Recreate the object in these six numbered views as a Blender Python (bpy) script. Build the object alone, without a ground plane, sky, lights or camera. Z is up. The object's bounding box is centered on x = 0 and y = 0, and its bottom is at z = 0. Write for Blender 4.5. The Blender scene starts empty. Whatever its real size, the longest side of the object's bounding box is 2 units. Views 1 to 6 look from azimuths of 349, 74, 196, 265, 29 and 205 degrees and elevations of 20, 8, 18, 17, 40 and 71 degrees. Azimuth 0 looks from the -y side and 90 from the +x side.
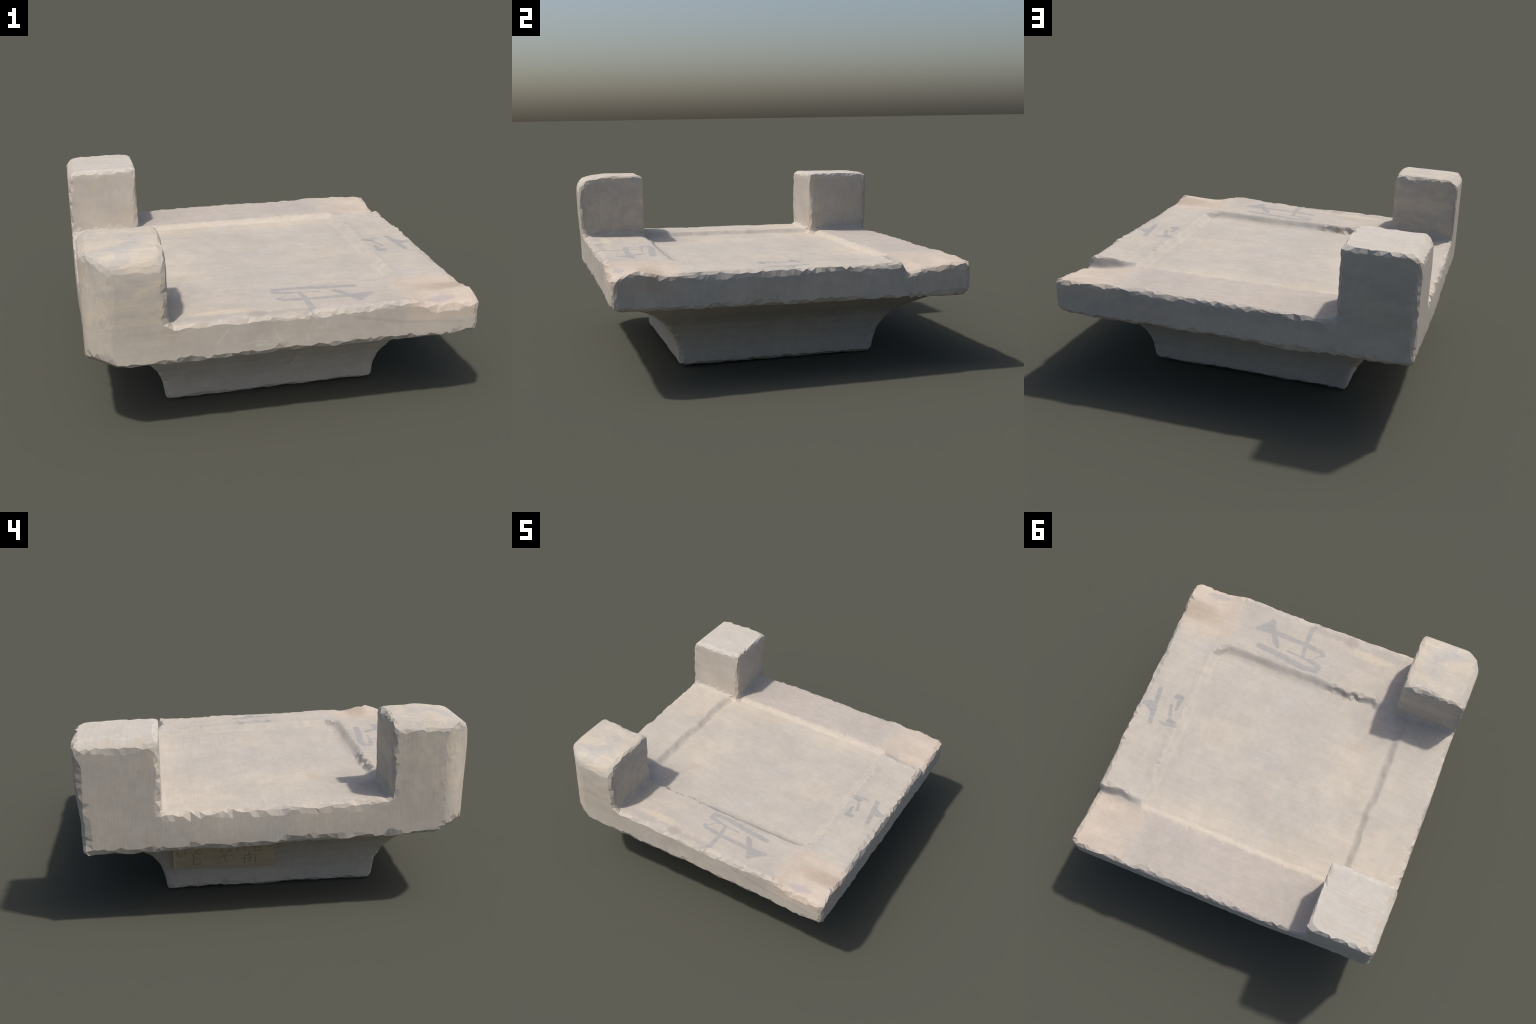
"""Weathered wooden bearing block: a square slab with a shallow sunk panel on top,
two corner posts on one side, a flared base below and a pasted paper label."""
import bpy
import numpy as np

rng = np.random.default_rng(7)
TILT = 0.018                      # the whole block leans a little: z = z_local - TILT * y

# --------------------------------------------------------------- noise helpers
def hash3(i, j, k, seed):
    n = (i * 374761393 + j * 668265263 + k * 2147483647 + seed * 974634777) & 0xFFFFFFFF
    n = ((n ^ (n >> 13)) * 1274126177) & 0xFFFFFFFF
    n = (n ^ (n >> 16)) & 0xFFFF
    return n / 32767.5 - 1.0


def noise(x, y, z, scale, seed=0):
    """smooth value noise in -1..1"""
    x, y, z = x * scale + 100.0, y * scale + 100.0, z * scale + 100.0
    i, j, k = (np.floor(v).astype(np.int64) for v in (x, y, z))
    u, v, w = x - i, y - j, z - k
    u, v, w = (t * t * (3 - 2 * t) for t in (u, v, w))
    out = 0.0
    for a in (0, 1):
        for b in (0, 1):
            for c in (0, 1):
                wt = (u if a else 1 - u) * (v if b else 1 - v) * (w if c else 1 - w)
                out = out + wt * hash3(i + a, j + b, k + c, seed)
    return out


def ramp(v, a, b):
    t = np.clip((v - a) / (b - a), 0.0, 1.0)
    return t * t * (3 - 2 * t)


def cut(a, b, c):
    """intersection of two half spaces with a chamfer of depth c"""
    return np.maximum(np.maximum(a, b), (a + b) * 0.70711 + c)


def round_cut(a, b, r):
    """intersection with a rounded edge of radius r"""
    return np.minimum(np.maximum(a, b), -r) + np.hypot(np.maximum(a + r, 0), np.maximum(b + r, 0))


def join(a, b, r):
    """union with a small fillet"""
    return np.minimum(np.minimum(a, b), (a + b) * 0.70711 - r)


# --------------------------------------------------------------- the form
X_POS, X_NEG, Y_POS, Y_NEG = 0.986, 0.984, 0.993, 0.979
SLAB_TOP, SLAB_LOW, PANEL_DEPTH = 0.603, 0.400, 0.040
POST_IN, POST_TOP, ROUND_TOP = 0.592, 0.998, 0.994

# half width of the flared base against height
BASE_Z = [0.00, 0.05, 0.10, 0.15, 0.20, 0.25, 0.285, 0.32, 0.36, 0.40, 0.46]
BASE_W = [0.568, 0.573, 0.580, 0.595, 0.618, 0.652, 0.688, 0.736, 0.800, 0.880, 0.885]


def bump(x, y, cx, cy, rx, ry):
    return np.exp(-((x - cx) / rx) ** 2 - ((y - cy) / ry) ** 2)


def panel_mask(x, y):
    """1 on the floor of the sunk panel, 0 on the rim"""
    w = 0.008 * noise(x, y, 0 * x, 9.0, 11) + 0.005 * noise(x, y, 0 * x, 24.0, 12)
    m = ramp(x + w, -0.690, -0.630) * (0.75 + 0.25 * ramp(x, -0.62, -0.48))   # beside the posts
    m = np.minimum(m, 1 - ramp(x + 0.5 * w, 0.630, 0.694))
    crumble = ramp(x, -0.06, -0.14) * (1 - ramp(x, -0.44, -0.50))
    w2 = w * (0.8 + 1.8 * crumble)
    wall = ramp(y + w2, -0.616 + 0.010 * crumble, -0.562 - 0.010 * crumble)
    m = np.minimum(m, (0.42 + 0.58 * crumble) * wall + 0.58 * (1 - crumble) * ramp(y + 0.5 * w, -0.640, -0.522))
    m = np.minimum(m, 0.82 * (1 - ramp(y + 0.4 * w, 0.586, 0.634)) + 0.18 * (1 - ramp(y, 0.50, 0.60)))
    m = np.minimum(m, 1 - ramp((x - y) + w, 1.145, 1.215))           # blunted corners
    m = np.minimum(m, 1 - ramp((x + y) + w, 1.205, 1.285))
    return m


def top_height(x, y):
    t = SLAB_TOP + 0.0025 * noise(x, y, 0 * x, 4.0, 3) + 0.0012 * noise(x, y, 0 * x, 14.0, 4)
    t = t - (PANEL_DEPTH - 0.014 * bump(x, y, -0.26, 0.24, 0.42, 0.40)) * panel_mask(x, y)
    t = t - 0.004 * ramp(y, 0.56, 0.66)
    # worn corner: the rim drops behind a broken step and climbs back to the edge
    step = ramp(x, 0.60, 0.92) * ramp(y + 0.012 * noise(x, y, 0 * x, 12.0, 8), 0.565, 0.615)
    t = t - 0.008 * bump(x, y, 0.70, 0.44, 0.14, 0.15)
    t = t - step * (0.060 - 0.026 * ramp(y, 0.62, 0.73) - 0.024 * ramp(y, 0.76, 0.93))
    t = t - 0.012 * ramp(x, 0.62, 0.74) * ramp(-y, -0.62, -0.5)
    # other corner: a ridge, a scoop beside it and a slope to the outer edge
    t = t + 0.018 * bump(x, y, 1.0, -0.845, 0.18, 0.060)
    t = t - 0.011 * bump(x, y, 0.98, -0.70, 0.17, 0.05)
    t = t - 0.024 * ramp(x, 0.60, 0.78) * ramp(-y, 0.88, 1.0)
    t = t + 0.010 * bump(x, y, 0.55, -0.98, 0.14, 0.10)
    return t


def base_half_width(z):
    return np.interp(z, BASE_Z, BASE_W)


def chip(x, y, z, low=0.010, high=0.012):
    n = noise(x, y, z, 5.0, 23) * 0.5 + noise(x, y, z, 12.0, 21) * 0.5 + noise(x, y, z, 27.0, 22) * 0.5
    return low + high * np.clip(n + 0.1, -0.7, 1.1)


def base_field(x, y, zw):
    z = zw + TILT * y * 0.5
    c = chip(x, y, z, 0.010, 0.006)
    hw = base_half_width(z)
    wob = 0.002 * noise(x, y, z, 4.0, 33)
    up = ramp(z, 0.24, 0.36)
    ax = np.maximum(x - hw - 0.018 * up, -x - hw - 0.010 - 0.014 * ramp(y, -0.4, 0.6)) + wob
    ay = np.maximum(y - hw, -y - hw - 0.006 + 0.026 * up) + wob
    # an old saw mark slanting across the front hollow
    crease = np.abs((x - 0.12) - 0.45 * (z - 0.2))
    ay = ay + 0.006 * np.exp(-(crease / 0.012) ** 2) * (y < 0) * ramp(z, 0.10, 0.16)
    body = cut(ax, ay, c) * 0.85
    low = 0.004 - 0.004 * noise(x, y, 0 * x, 6.0, 31) - zw
    return np.maximum(cut(body, low, c), zw - 0.43)


def field(x, y, zw):
    """signed distance (roughly) to the whole block, in world space"""
    z = zw + TILT * y
    c = chip(x, y, z)
    wob = 0.0015 * noise(x, y, z, 5.0, 41)
    # the posts lean outwards a little
    xp = x - X_POS - 0.006 * ramp(-y, -0.6, 0.2) + wob
    xn = -x - X_NEG - 0.017 * ramp(y, 0.0, 0.5) - 0.010 * ramp(y, -0.55, -0.1) * (1 - ramp(y, 0.0, 0.5)) - 0.006 * bump(y, z, 0.1, 0.48, 0.35, 0.12) + wob
    yp, yn = y - Y_POS + 0.021 * ramp(-x, 0.2, 0.9) * (1 - ramp(z, 0.55, 0.8)) + wob, -y - Y_NEG - 0.020 * ramp(z, 0.45, 0.85) * ramp(-x, 0.3, 0.6) + wob
    low = SLAB_LOW - z + wob
    # outline: chipped corners, the one under the rounded post cut away wide
    diag = (-x - y) * 0.70711 - (X_NEG + Y_NEG) * 0.70711 + 0.060 + 0.004 * ramp(z, 0.75, 1.0) + 0.005 * noise(x, y, z, 6.0, 5)
    wide = round_cut(round_cut(xn, yn, 0.03), diag, 0.035)
    plan = np.maximum(np.maximum(cut(xp, yp, c + 0.010), cut(xp, yn, c + 0.004)), np.maximum(cut(xn, yp, c + 0.007), wide))
    # what stands on the slab: a square post and a rounded one
    ins = x + POST_IN
    square = cut(cut(ins, 0.576 - y, c), z - POST_TOP, c)
    rounded = cut(cut(ins - 0.008, y + 0.582, c), z - ROUND_TOP, c)
    up = join(join(z - top_height(x, y), square, 0.012), rounded, 0.012)
    body = cut(cut(plan, up, c), low, c + 0.008 * ramp(x, 0.80, 0.98) * ramp(np.abs(y), 0.85, 0.98))
    # the outer top edge of the second post is rounded over, with chips along its inner side
    over = round_cut(yn, z - ROUND_TOP + 0.12 * np.maximum(-0.80 - y, 0.0), 0.085)
    high = z > 0.64
    body = np.maximum(body, np.where(high, np.maximum(over, (ins - 0.008 + over) * 0.70711 + 0.7 * c + 0.006), -1.0))
    body = np.maximum(body, np.where(z > 0.8, (xn + over) * 0.70711 + 0.03, -1.0))
    heel = (-x - y) * 0.5 - z * 0.75 - (X_NEG + Y_NEG) * 0.5 + SLAB_LOW * 0.75 + 0.090
    body = np.maximum(body, heel)
    return np.minimum(body, base_field(x, y, zw))


# --------------------------------------------------------------- surface from the field
def settle(v, h, rounds=14):
    """walk points along the gradient onto the surface"""
    e = 0.002
    for _ in range(rounds):
        x, y, z = v.T
        f0 = field(x, y, z)
        g = np.stack([field(x + e, y, z) - field(x - e, y, z),
                      field(x, y + e, z) - field(x, y - e, z),
                      field(x, y, z + e) - field(x, y, z - e)], 1) / (2 * e)
        l2 = np.maximum((g * g).sum(1), 0.15)
        step = np.clip(-f0 / l2, -0.5 * h, 0.5 * h)
        v = v + 0.8 * step[:, None] * g
    return v


def unfold(v, t, h):
    """relax the few facets that lie against the surface"""
    e = 0.003
    for _ in range(4):
        p = v[t]
        n = np.cross(p[:, 1] - p[:, 0], p[:, 2] - p[:, 0])
        n /= np.maximum(np.linalg.norm(n, axis=1, keepdims=True), 1e-12)
        x, y, z = p.mean(1).T
        g = np.stack([field(x + e, y, z) - field(x - e, y, z),
                      field(x, y + e, z) - field(x, y - e, z),
                      field(x, y, z + e) - field(x, y, z - e)], 1)
        g /= np.maximum(np.linalg.norm(g, axis=1, keepdims=True), 1e-12)
        bad = (n * g).sum(1) < 0.25
        if not bad.any():
            break
        move = np.unique(t[bad])
        total, count = np.zeros_like(v), np.zeros(len(v))
        for a in range(3):
            for b in range(3):
                if a != b:
                    np.add.at(total, t[:, a], v[t[:, b]])
                    np.add.at(count, t[:, a], 1)
        v = v.copy()
        v[move] = settle(0.4 * v[move] + 0.6 * total[move] / count[move, None], h, 4)
    return v, t


def refine(v, t):
    """halve the facets along the edges of the sunk panel and at the broken corner"""
    import bmesh
    x, y, z = v.T
    zl = z + TILT * y
    grown = np.zeros(len(v), bool)
    for dx, dy in ((0, 0), (0.02, 0), (-0.02, 0), (0, 0.02), (0, -0.02)):
        q = panel_mask(x + dx, y + dy)
        grown |= (q > 0.04) & (q < 0.97)
    grown |= (x > 0.62) & (x < 0.96) & (y > 0.55) & (y < 0.66)
    grown &= (zl > 0.53) & (zl < SLAB_TOP + 0.01) & (x > -0.72)
    bm = bmesh.new()
    for p in v:
        bm.verts.new(p)
    bm.verts.ensure_lookup_table()
    for f in t:
        try:
            bm.faces.new([bm.verts[k] for k in f])
        except ValueError:
            pass
    bm.verts.index_update()
    cutting = [e for e in bm.edges if grown[e.verts[0].index] and grown[e.verts[1].index]]
    bmesh.ops.subdivide_edges(bm, edges=cutting, cuts=2, use_grid_fill=True)
    bmesh.ops.triangulate(bm, faces=bm.faces[:])
    bm.verts.index_update()
    out = np.array([p.co[:] for p in bm.verts])
    tri = np.array([[p.index for p in f.verts] for f in bm.faces])
    bm.free()
    fresh = np.arange(len(out)) >= len(v)
    out[fresh] = settle(out[fresh], 0.012, 8)
    return unfold(out, tri, 0.02)


def surface(h):
    """dual (surface net) mesh of the field on a jittered lattice, snapped to the surface"""
    ax = [np.arange(-1.06, 1.06 + h, h), np.arange(-1.06, 1.06 + h, h), np.arange(-0.05, 1.08 + h, h)]
    n = [len(a) for a in ax]
    gx, gy, gz = np.meshgrid(*ax, indexing="ij")
    f = field(gx, gy, gz)
    s = f < 0
    cell = np.zeros([m - 1 for m in n], bool)
    first = s[:-1, :-1, :-1]
    for a in (0, 1):
        for b in (0, 1):
            for c in (0, 1):
                cell |= s[a:n[0] - 1 + a, b:n[1] - 1 + b, c:n[2] - 1 + c] != first
    idx = -np.ones(cell.shape, np.int64)
    ijk = np.argwhere(cell)
    idx[cell] = np.arange(len(ijk))
    # start at the mean of the edge crossings
    acc = np.zeros((len(ijk), 3))
    cnt = np.zeros((len(ijk), 1))
    corner = [(a, b, c) for a in (0, 1) for b in (0, 1) for c in (0, 1)]
    for p in corner:
        for d in range(3):
            if p[d] == 0:
                q = list(p)
                q[d] = 1
                P, Q = ijk + np.array(p), ijk + np.array(q)
                fp, fq = f[tuple(P.T)], f[tuple(Q.T)]
                hit = (fp < 0) != (fq < 0)
                t = np.where(hit, fp / np.where(hit, fp - fq, 1), 0)
                pos = P + (Q - P) * t[:, None]
                acc += pos * hit[:, None]
                cnt += hit[:, None]
    v = acc / cnt * h + np.array([a[0] for a in ax])
    v += rng.uniform(-0.30, 0.30, v.shape) * h
    v = settle(v, h)
    # one quad per lattice edge that crosses the surface
    quads = []
    for d in range(3):
        o1, o2 = (d + 1) % 3, (d + 2) % 3
        lo = [slice(None)] * 3
        hi = [slice(None)] * 3
        lo[d], hi[d] = slice(0, -1), slice(1, None)
        A, B = s[tuple(lo)], s[tuple(hi)]
        for flip in (0, 1):
            e_ = np.argwhere((A & ~B) if flip == 0 else (~A & B))
            k = []
            for (a, b) in ((-1, -1), (0, -1), (0, 0), (-1, 0)):
                c = e_.copy()
                c[:, o1] += a
                c[:, o2] += b
                k.append(idx[tuple(c.T)])
            k = np.stack(k, 1)
            quads.append(k if flip == 0 else k[:, ::-1])
    q = np.concatenate(quads)
    # split along the shorter diagonal
    d1 = ((v[q[:, 0]] - v[q[:, 2]]) ** 2).sum(1)
    d2 = ((v[q[:, 1]] - v[q[:, 3]]) ** 2).sum(1)
    s1 = d1 < d2
    t = np.concatenate([q[s1][:, [0, 1, 2]], q[s1][:, [0, 2, 3]], q[~s1][:, [0, 1, 3]], q[~s1][:, [1, 2, 3]]])
    return v, t


# --------------------------------------------------------------- materials
def srgb(r, g, b):
    f = lambda c: c / 12.92 if c <= 0.04045 else ((c + 0.055) / 1.055) ** 2.4
    return (f(r / 255), f(g / 255), f(b / 255), 1.0)


class Nodes:
    def __init__(self, name, roughness=0.85):
        self.mat = bpy.data.materials.new(name)
        self.mat.use_nodes = True
        self.t = self.mat.node_tree
        self.t.nodes.clear()
        self.out = self.add("ShaderNodeOutputMaterial")
        self.bsdf = self.add("ShaderNodeBsdfPrincipled")
        self.bsdf.inputs["Roughness"].default_value = roughness
        self.bsdf.inputs["Specular IOR Level"].default_value = 0.25
        self.t.links.new(self.bsdf.outputs[0], self.out.inputs[0])
        self.pos = self.add("ShaderNodeTexCoord").outputs["Object"]

    def add(self, kind):
        return self.t.nodes.new(kind)

    def put(self, socket, v):
        if isinstance(v, bpy.types.NodeSocket):
            self.t.links.new(v, socket)
        elif v is not None:
            socket.default_value = v

    def math(self, op, a, b=None, c=None, clamp=False):
        n = self.add("ShaderNodeMath")
        n.operation, n.use_clamp = op, clamp
        for k, v in enumerate((a, b, c)):
            self.put(n.inputs[k], v)
        return n.outputs[0]

    def vec(self, op, a, b=None, scale=None):
        n = self.add("ShaderNodeVectorMath")
        n.operation = op
        self.put(n.inputs[0], a)
        self.put(n.inputs[1], b)
        if scale is not None:
            self.put(n.inputs["Scale"], scale)
        return n.outputs["Value" if op in ("DOT_PRODUCT", "LENGTH") else "Vector"]

    def xyz(self, v=None):
        n = self.add("ShaderNodeSeparateXYZ")
        self.put(n.inputs[0], v or self.pos)
        return n.outputs

    def smooth(self, v, a, b, lo=0.0, hi=1.0):
        n = self.add("ShaderNodeMapRange")
        n.interpolation_type = "SMOOTHSTEP"
        flip = a > b
        if flip:
            a, b, lo, hi = b, a, hi, lo
        self.put(n.inputs[0], v)
        for k, x in enumerate((a, b, lo, hi)):
            n.inputs[k + 1].default_value = x
        return n.outputs[0]

    def noise(self, scale, detail=3.0, rough=0.55, stretch=None, shift=(0, 0, 0)):
        n = self.add("ShaderNodeTexNoise")
        n.inputs["Scale"].default_value = scale
        n.inputs["Detail"].default_value = detail
        n.inputs["Roughness"].default_value = rough
        p = self.vec("ADD", self.pos, shift)
        self.put(n.inputs["Vector"], self.vec("MULTIPLY", p, stretch) if stretch else p)
        return n.outputs["Fac"]

    def mix(self, fac, a, b, blend="MIX"):
        n = self.add("ShaderNodeMix")
        n.data_type, n.blend_type = "RGBA", blend
        self.put(n.inputs[0], fac)
        self.put(n.inputs[6], a)
        self.put(n.inputs[7], b)
        return n.outputs[2]

    def mul(self, *v):
        r = v[0]
        for k in v[1:]:
            r = self.math("MULTIPLY", r, k)
        return r

    def strokes(self, paths, axes, wobble=0.006):
        """distance-based ink mask of brush strokes; a path is (half width, point, point, ...) or
        has pairs of widths; axes picks the two object axes the strokes are drawn in"""
        flat = [0.0, 0.0, 0.0]
        for a in axes:
            flat[a] = 1.0
        w = self.add("ShaderNodeTexNoise")
        w.inputs["Scale"].default_value = 40.0
        w.inputs["Detail"].default_value = 2.0
        self.put(w.inputs["Vector"], self.pos)
        p = self.vec("ADD", self.pos, self.vec("MULTIPLY", self.vec("SUBTRACT", w.outputs["Color"], (0.5, 0.5, 0.5)), (wobble * 2,) * 3))
        p = self.vec("MULTIPLY", p, flat)
        best = None
        for path in paths:
            r, pts = path[0], path[1:]
            for a, b in zip(pts[:-1], pts[1:]):
                A, D = [0.0] * 3, [0.0] * 3
                for k, ax in enumerate(axes):
                    A[ax], D[ax] = a[k], b[k] - a[k]
                L = sum(d * d for d in D)
                pa = self.vec("SUBTRACT", p, A)
                hh = self.math("MULTIPLY", self.vec("DOT_PRODUCT", pa, D), 1.0 / L, clamp=True)
                d = self.vec("LENGTH", self.vec("SUBTRACT", pa, self.vec("SCALE", D, scale=hh)))
                d = self.math("DIVIDE", d, r * 0.96)
                best = d if best is None else self.math("MINIMUM", best, d)
        return self.smooth(best, 1.25, 0.65)

    def finish(self, colour, bump_height=None, strength=0.3, distance=0.004):
        self.put(self.bsdf.inputs["Base Color"], colour)
        if bump_height is not None:
            n = self.add("ShaderNodeBump")
            n.inputs["Strength"].default_value = strength
            n.inputs["Distance"].default_value = distance
            self.put(n.inputs["Height"], bump_height)
            self.t.links.new(n.outputs[0], self.bsdf.inputs["Normal"])
        return self.mat


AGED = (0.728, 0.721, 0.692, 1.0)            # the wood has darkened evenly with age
GREY, CREAM = srgb(208, 200, 192), srgb(219, 208, 195)
PEACH, TAN, PALE, BLUE = srgb(230, 208, 190), srgb(205, 184, 166), srgb(222, 218, 214), srgb(204, 203, 206)


def wood_base(m):
    """pale weathered wood: soft patches, grain running along x"""
    big = m.noise(2.2, 4.0, 0.6)
    col = m.mix(m.smooth(big, 0.36, 0.64, 0.1, 0.8), GREY, CREAM)
    cool = m.noise(3.1, 3.0, 0.6, shift=(5, 2, 9))
    col = m.mix(m.smooth(cool, 0.56, 0.72, 0, 0.3), col, BLUE)
    rose = m.noise(4.5, 4.0, 0.6, shift=(15, 3, 1))
    col = m.mix(m.smooth(rose, 0.56, 0.72, 0, 0.3), col, TAN)
    fine = m.noise(1.0, 3.0, 0.6, stretch=(3.0, 90.0, 9.0))
    layer = m.noise(1.0, 3.0, 0.6, stretch=(3.0, 14.0, 45.0), shift=(3, 1, 4))
    grain = m.math("ADD", m.math("MULTIPLY", fine, 0.68), m.math("MULTIPLY", layer, 0.32))
    shade = m.smooth(grain, 0.34, 0.66, 0.964, 1.026)
    mott = m.noise(26.0, 4.0, 0.65, shift=(2, 8, 3))
    cloud = m.noise(8.0, 5.0, 0.65, shift=(7, 1, 5))
    shade = m.mul(shade, m.smooth(mott, 0.3, 0.7, 0.96, 1.03), m.smooth(cloud, 0.32, 0.68, 0.955, 1.03))
    return col, shade, grain


def shaded(m, col, shade):
    c = m.add("ShaderNodeCombineColor")
    for k in range(3):
        m.put(c.inputs[k], shade)
    return m.mix(1.0, m.mix(1.0, col, AGED, "MULTIPLY"), c.outputs[0], "MULTIPLY")


def slab_material():
    m = Nodes("weathered_wood_slab")
    col, shade, grain = wood_base(m)
    x, y, z = m.xyz()
    ay = m.math("ABSOLUTE", y)
    n = m.noise(5.0, 3.0, shift=(1, 1, 7))
    wav = m.math("MULTIPLY", m.math("SUBTRACT", n, 0.5), 0.12)
    xw, yw = m.math("ADD", x, wav), m.math("ADD", ay, wav)
    up = m.smooth(z, 0.49, 0.53)
    # warm, rubbed corners; a grey band beside them
    corner = m.mul(m.smooth(xw, 0.57, 0.66), m.smooth(yw, 0.56, 0.68), up)
    band = m.mul(m.smooth(xw, 0.60, 0.54), m.smooth(yw, 0.60, 0.66), m.smooth(x, -0.62, -0.5), up)
    col = m.mix(m.mul(band, m.smooth(y, -0.2, 0.2, 0.25, 0.55)), col, srgb(203, 192, 186))
    col = m.mix(m.mul(corner, 0.42), col, PEACH)
    scoop = m.mul(m.smooth(m.vec("LENGTH", m.vec("MULTIPLY", m.vec("SUBTRACT", m.pos, (0.88, -0.77, 0.6)), (6.0, 16.0, 0.0))), 1.3, 0.5), up)
    col = m.mix(m.mul(scoop, 0.45), col, srgb(206, 182, 160))
    # creamier, streaky strips on the panel floor along two of its sides
    streaky = m.noise(1.0, 3.0, 0.6, stretch=(2.5, 26.0, 1.0), shift=(2, 6, 0))
    streaky = m.smooth(streaky, 0.35, 0.6, 0.45, 1.0)
    inner = m.mul(m.smooth(x, 0.68, 0.60), m.smooth(x, -0.68, -0.62), m.smooth(y, 0.66, 0.61), up)
    cream = m.math("MAXIMUM", m.smooth(m.math("ADD", y, wav), 0.36, 0.56), m.mul(m.smooth(x, -0.18, -0.52), 0.7))
    col = m.mix(m.mul(inner, cream, streaky, 0.32), col, srgb(229, 214, 197))
    # ink: an arrow with cross bars on one rim, figures on the next
    top = m.smooth(z, 0.535, 0.55)
    ink = m.strokes([
        (0.018, (0.47, -0.797), (0.36, -0.806), (0.13, -0.798), (0.02, -0.788), (-0.005, -0.772)),
        (0.020, (0.452, -0.805), (0.395, -0.865)),
        (0.020, (0.425, -0.815), (0.388, -0.845)),
        (0.021, (0.392, -0.872), (0.365, -0.81)),
        (0.020, (0.375, -0.83), (0.352, -0.79), (0.318, -0.74)),
        (0.012, (0.318, -0.745), (0.298, -0.715)),
        (0.013, (0.085, -0.962), (0.13, -0.93), (0.131, -0.87)),
        (0.019, (0.130, -0.925), (0.131, -0.80)),
        (0.014, (0.131, -0.80), (0.115, -0.71)),
        (0.022, (0.415, -0.682), (0.28, -0.667), (0.10, -0.642), (0.0, -0.652)),
        (0.022, (0.0, -0.655), (-0.005, -0.68)),
        (0.017, (-0.002, -0.686), (0.068, -0.70)),
        (0.008, (0.068, -0.70), (0.224, -0.714)),
        (0.004, (0.051, -0.715), (0.008, -0.765)),
    ], (0, 1))
    figures = m.strokes([
        (0.018, (0.895, -0.155), (0.862, 0.078)),
        (0.016, (0.955, -0.030), (0.915, -0.045), (0.885, -0.035)),
        (0.013, (0.935, -0.025), (0.888, 0.0)),
        (0.022, (0.768, -0.145), (0.742, -0.145)),
        (0.017, (0.735, -0.14), (0.742, -0.105)),
        (0.010, (0.742, -0.105), (0.738, -0.06)),
        (0.014, (0.780, -0.075), (0.758, -0.005), (0.742, 0.03)),
        (0.022, (0.745, 0.035), (0.715, 0.04)),
        (0.011, (0.800, 0.052), (0.765, 0.058), (0.70, 0.048)),
    ], (0, 1))
    dry = m.noise(1.0, 2.0, 0.6, stretch=(10.0, 120.0, 1.0))
    ink = m.math("MAXIMUM", m.mul(ink, m.smooth(dry, 0.3, 0.55, 0.72, 1.0)), m.mul(figures, m.smooth(dry, 0.40, 0.54, 0.6, 1.1)))
    col = m.mix(m.mul(ink, top, 0.46), col, srgb(148, 155, 164))
    # dirt smudges and a rubbed patch on the marked rim
    for (c, s, colour, k) in (((-0.14, -0.93, 0.6), (16, 26, 0), srgb(180, 170, 166), 0.5),
                              ((0.02, -0.935, 0.6), (8, 26, 0), srgb(186, 178, 172), 0.5),
                              ((-0.40, -0.92, 0.6), (8, 30, 0), srgb(190, 184, 180), 0.5),
                              ((-0.30, -0.868, 0.6), (6, 30, 0), srgb(228, 214, 194), 0.75),
                              ((0.80, -0.92, 0.6), (12, 30, 0), srgb(186, 180, 186), 0.55),
                              ((0.10, 0.02, 0.57), (6, 12, 0), srgb(196, 191, 194), 0.3)):
        d = m.vec("LENGTH", m.vec("MULTIPLY", m.vec("SUBTRACT", m.pos, c), s))
        d = m.math("ADD", d, m.math("MULTIPLY", m.math("SUBTRACT", m.noise(22.0, 3.0), 0.5), 1.4))
        col = m.mix(m.mul(m.smooth(d, 1.2, 0.5), top, k), col, colour)
    # chalky scratches and one dark streak on the front edge
    front = m.smooth(y, -0.93, -0.96)
    chalk = m.strokes([
        (0.006, (-0.076, 0.561), (-0.06, 0.513), (-0.018, 0.468)),
        (0.005, (0.138, 0.535), (0.192, 0.534), (0.194, 0.571)),
        (0.005, (0.095, 0.508), (0.090, 0.479)),
        (0.007, (-0.203, 0.489), (-0.166, 0.497), (-0.113, 0.491)),
        (0.005, (-0.300, 0.575), (-0.352, 0.508)),
        (0.008, (-0.16, 0.475), (-0.10, 0.474)),
    ], (0, 2), 0.003)
    col = m.mix(m.mul(chalk, front, 0.45), col, srgb(226, 224, 218))
    streak = m.strokes([(0.009, (0.332, 0.571), (0.454, 0.547), (0.599, 0.519), (0.907, 0.492))], (0, 2), 0.004)
    col = m.mix(m.mul(streak, front, 0.2), col, srgb(160, 152, 142))
    return m.finish(shaded(m, col, shade), grain)


def post_material(name, rubbed):
    m = Nodes(name)
    col, shade, grain = wood_base(m)
    x, y, z = m.xyz()
    if rubbed:
        patch = m.noise(1.0, 4.0, 0.6, stretch=(6.0, 14.0, 14.0), shift=(4, 4, 2))
        col = m.mix(m.smooth(patch, 0.47, 0.58, 0, 0.5), col, srgb(232, 218, 198))
        col = m.mix(m.smooth(patch, 0.45, 0.36, 0, 0.35), col, srgb(200, 196, 194))
    else:
        white = m.mul(m.smooth(z, 0.93, 0.965), m.smooth(m.noise(6.0, 3.0), 0.25, 0.5, 0.35, 0.8))
        col = m.mix(white, col, srgb(222, 215, 207))
        spot = m.noise(9.0, 4.0, 0.65, shift=(3, 6, 1))
        col = m.mix(m.smooth(spot, 0.52, 0.66, 0, 0.5), col, srgb(220, 204, 186))
    return m.finish(shaded(m, col, shade), grain)


def base_material():
    m = Nodes("weathered_wood_base")
    col, shade, grain = wood_base(m)
    return m.finish(shaded(m, col, shade), grain)


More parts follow.
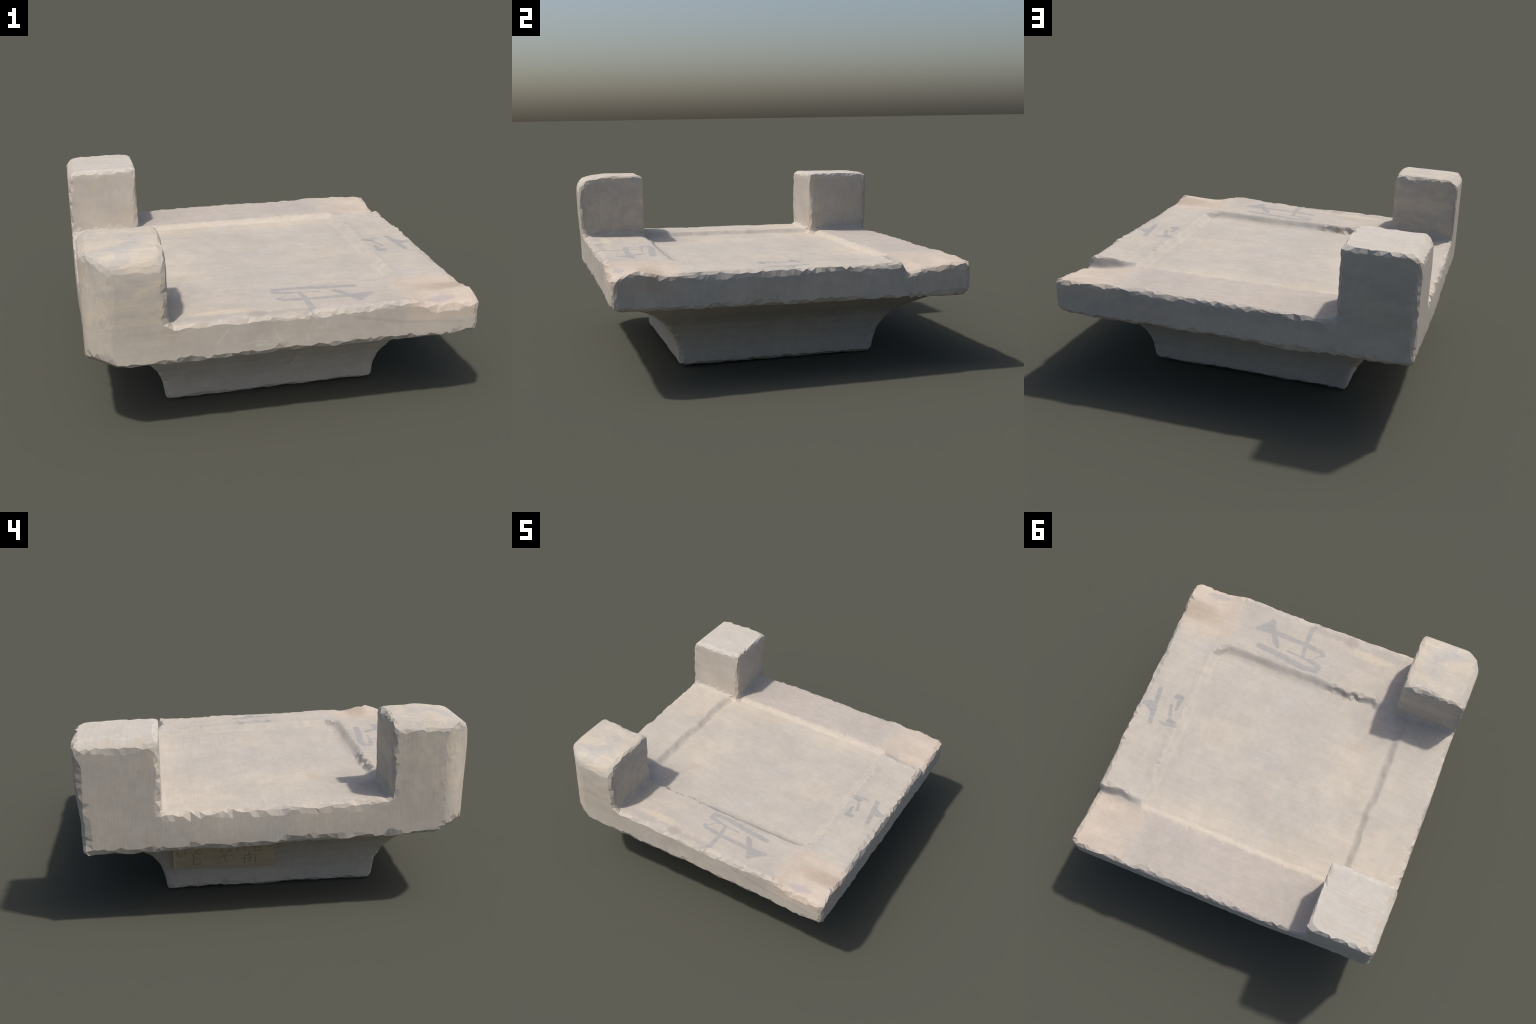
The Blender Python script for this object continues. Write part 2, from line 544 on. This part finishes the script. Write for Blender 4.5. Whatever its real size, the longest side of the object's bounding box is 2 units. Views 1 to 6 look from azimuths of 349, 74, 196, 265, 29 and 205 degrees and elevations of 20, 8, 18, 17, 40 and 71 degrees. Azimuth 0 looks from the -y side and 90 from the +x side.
def label_depth(z):
    """how far the sheet stands out from the middle at a given height"""
    return 0.5 * (0.648 + 0.92 * (z - 0.136)) + 0.5 * (np.interp(z, BASE_Z, BASE_W) + 0.020)


def label_material():
    m = Nodes("brown_paper_label", 0.9)
    g = m.noise(1.0, 4.0, 0.6, stretch=(4.0, 5.0, 90.0))
    col = m.mix(m.smooth(g, 0.3, 0.7), srgb(184, 169, 146), srgb(198, 182, 158))
    S = []

    def sign(y, z_flat, k, *lines):
        z_flat -= 0.013 * (z_flat > 0.225)
        z = z_flat
        for _ in range(30):                   # heights along the leaning sheet
            z = 0.5 * z + 0.5 * (z_flat + 0.41 * (label_depth(z) - 0.64))
        for l in lines:
            S.append((0.0036, *[(y - k * a, z + 1.5 * k * b) for a, b in l]))
    # upper line of handwriting
    sign(0.485, 0.247, 0.022, [(-1, 0.6), (-0.8, -0.8), (0.3, -0.7)], [(0.9, 1), (1, -0.9)])
    sign(0.405, 0.250, 0.024, [(-0.9, -0.9), (0.5, 0.6), (1, 0.9)], [(-0.2, 0.3), (0.6, -0.6), (1.2, 0)])
    sign(0.310, 0.252, 0.022, [(-0.9, -0.1), (0.9, 0.15)])
    sign(0.262, 0.254, 0.020, [(-0.5, 1), (-0.5, -1)], [(-1, 0.4), (0, 0.5)], [(-1, -0.4), (0, -0.2)])
    sign(0.232, 0.254, 0.020, [(-0.8, 0.8), (0.6, 0.8)], [(-0.8, -0.9), (0.7, 0.1), (-0.4, 0.1)], [(-0.2, -0.1), (0.9, -0.9)])
    sign(0.170, 0.255, 0.022, [(-0.8, 0.9), (-0.8, -0.8)], [(-0.8, 0.9), (0.9, 1), (0.9, -0.7)], [(-0.8, 0.2), (0.8, 0.3)])
    sign(0.085, 0.256, 0.024, [(-1.2, 0.4), (1.1, 0.6)], [(-0.2, 1), (-0.6, -0.6), (0.9, -0.6), (0.8, 0.2), (-0.5, 0.1)])
    sign(0.015, 0.262, 0.022, [(-0.9, 0.9), (0.3, 0.9), (0.2, 0.1), (-0.8, 0)], [(0.9, 1.1), (0.9, -0.8)])
    # lower line
    sign(0.412, 0.188, 0.026, [(-1.2, 0.2), (1, 0.5)], [(-0.2, 1), (-0.4, -0.8), (1, -0.8), (1.1, -0.2)])
    sign(0.270, 0.192, 0.028, [(-1.3, -0.1), (1.2, 0.7)], [(-0.8, -0.5), (0.1, -0.3)], [(-1, -1), (0.3, -0.8)], [(0.4, 1.1), (0.6, -0.3), (1.2, -0.9)])
    sign(0.213, 0.204, 0.012, [(-0.6, 0.6), (0.6, -0.4)])
    sign(0.118, 0.192, 0.028, [(-0.2, 1.4), (-0.2, 0.4)], [(-1, 0.3), (0.2, 0.7)], [(-1, 0.3), (-0.9, -1)], [(0.3, 0.5), (1.2, 0.5), (1.1, -0.9)], [(-0.4, -0.2), (0.5, 0.1)], [(0.1, 0.2), (0.0, -0.8)])
    ink = m.strokes(S, (1, 2), 0.002)
    col = m.mix(m.mul(ink, 0.42), col, srgb(96, 92, 86))
    y, z = m.xyz()[1], m.xyz()[2]
    rim = m.math("MAXIMUM", m.smooth(y, 0.512, 0.525), m.smooth(y, -0.002, -0.014))
    col = m.mix(m.mul(rim, 0.6), col, srgb(214, 196, 170))
    return m.finish(col, g)


# --------------------------------------------------------------- build
verts, tris = refine(*surface(0.027))

co, corners = verts, tris          # flat facets: every chip keeps its own hard edges
mid = co[corners].mean(1)
zl = mid[:, 2] + TILT * mid[:, 1]
in_posts = (mid[:, 0] < -0.575) & (zl > 0.618)
is_square, is_round = in_posts & (mid[:, 1] > 0), in_posts & (mid[:, 1] < 0)
hw = np.interp(zl, BASE_Z, BASE_W)
is_base = (zl < SLAB_LOW - 0.006) & (np.maximum(abs(mid[:, 0]), abs(mid[:, 1])) < 0.90)
is_base &= ~in_posts

root = bpy.data.objects.new("wooden_bearing_block", None)
root.empty_display_size = 0.2
bpy.context.scene.collection.objects.link(root)
root["label"] = "pale weathered square wooden block with two corner posts and flared base"
root["category"] = "wooden block"


def add_object(name, mesh, mat):
    ob = bpy.data.objects.new(name, mesh)
    bpy.context.scene.collection.objects.link(ob)
    ob.parent = root
    mesh.materials.append(mat)
    return ob


def part(name, mask, mat):
    f = corners[mask]
    used, inv = np.unique(f, return_inverse=True)
    me = bpy.data.meshes.new(name)
    me.from_pydata(co[used].tolist(), [], inv.reshape(-1, 3).tolist())
    me.update()
    return add_object(name, me, mat)


part("slab", ~(is_square | is_round | is_base), slab_material())
part("square_corner_post", is_square, post_material("weathered_wood_square_post", False))
part("rounded_corner_post", is_round, post_material("weathered_wood_rounded_post", True))
part("flared_base", is_base, base_material())


def paper_label():
    """a stiff sheet pasted in the hollow of the base, from its foot to the slab"""
    ny, nz = 34, 14
    y0, y1, z0, z1 = -0.012, 0.529, 0.136, 0.402
    vs, fs = [], []
    for layer in (1, 0):
        for j in range(nz + 1):
            for i in range(ny + 1):
                u, w = i / ny, j / nz
                z = z0 + (z1 - z0) * w + 0.008 * (u - 0.5) * (1 - w)
                y = y0 + (y1 - y0) * u
                board = label_depth(z) + 0.003 * np.sin(7 * u + 3 * w)
                board += 0.004 * abs(2 * u - 1) ** 8 - 0.006 * (1 - min(1, 6 * w)) * (1 - layer)
                vs.append((-board if layer else -board + 0.05, y, z))
    row, n = ny + 1, (ny + 1) * (nz + 1)
    for j in range(nz):
        for i in range(ny):
            a = j * row + i
            fs.append((a, a + row, a + row + 1, a + 1))
            fs.append((n + a, n + a + 1, n + a + row + 1, n + a + row))
    ring = [i for i in range(ny)] + [j * row + ny for j in range(nz)] + [nz * row + i for i in range(ny, 0, -1)] + [j * row for j in range(nz, 0, -1)]
    for a, b in zip(ring, ring[1:] + ring[:1]):
        fs.append((a, b, n + b, n + a))
    me = bpy.data.meshes.new("paper_label")
    me.from_pydata(vs, [], fs)
    me.polygons.foreach_set("use_smooth", [True] * len(me.polygons))
    me.set_sharp_from_angle(angle=np.radians(40))
    return add_object("paper_label", me, label_material())


paper_label()

# the lowest point stands on the ground
low = min(v.co.z for v in bpy.data.objects["flared_base"].data.vertices)
for ob in root.children:
    for_shift = np.empty(len(ob.data.vertices) * 3)
    ob.data.vertices.foreach_get("co", for_shift)
    for_shift[2::3] -= low
    ob.data.vertices.foreach_set("co", for_shift)
    ob.data.update()
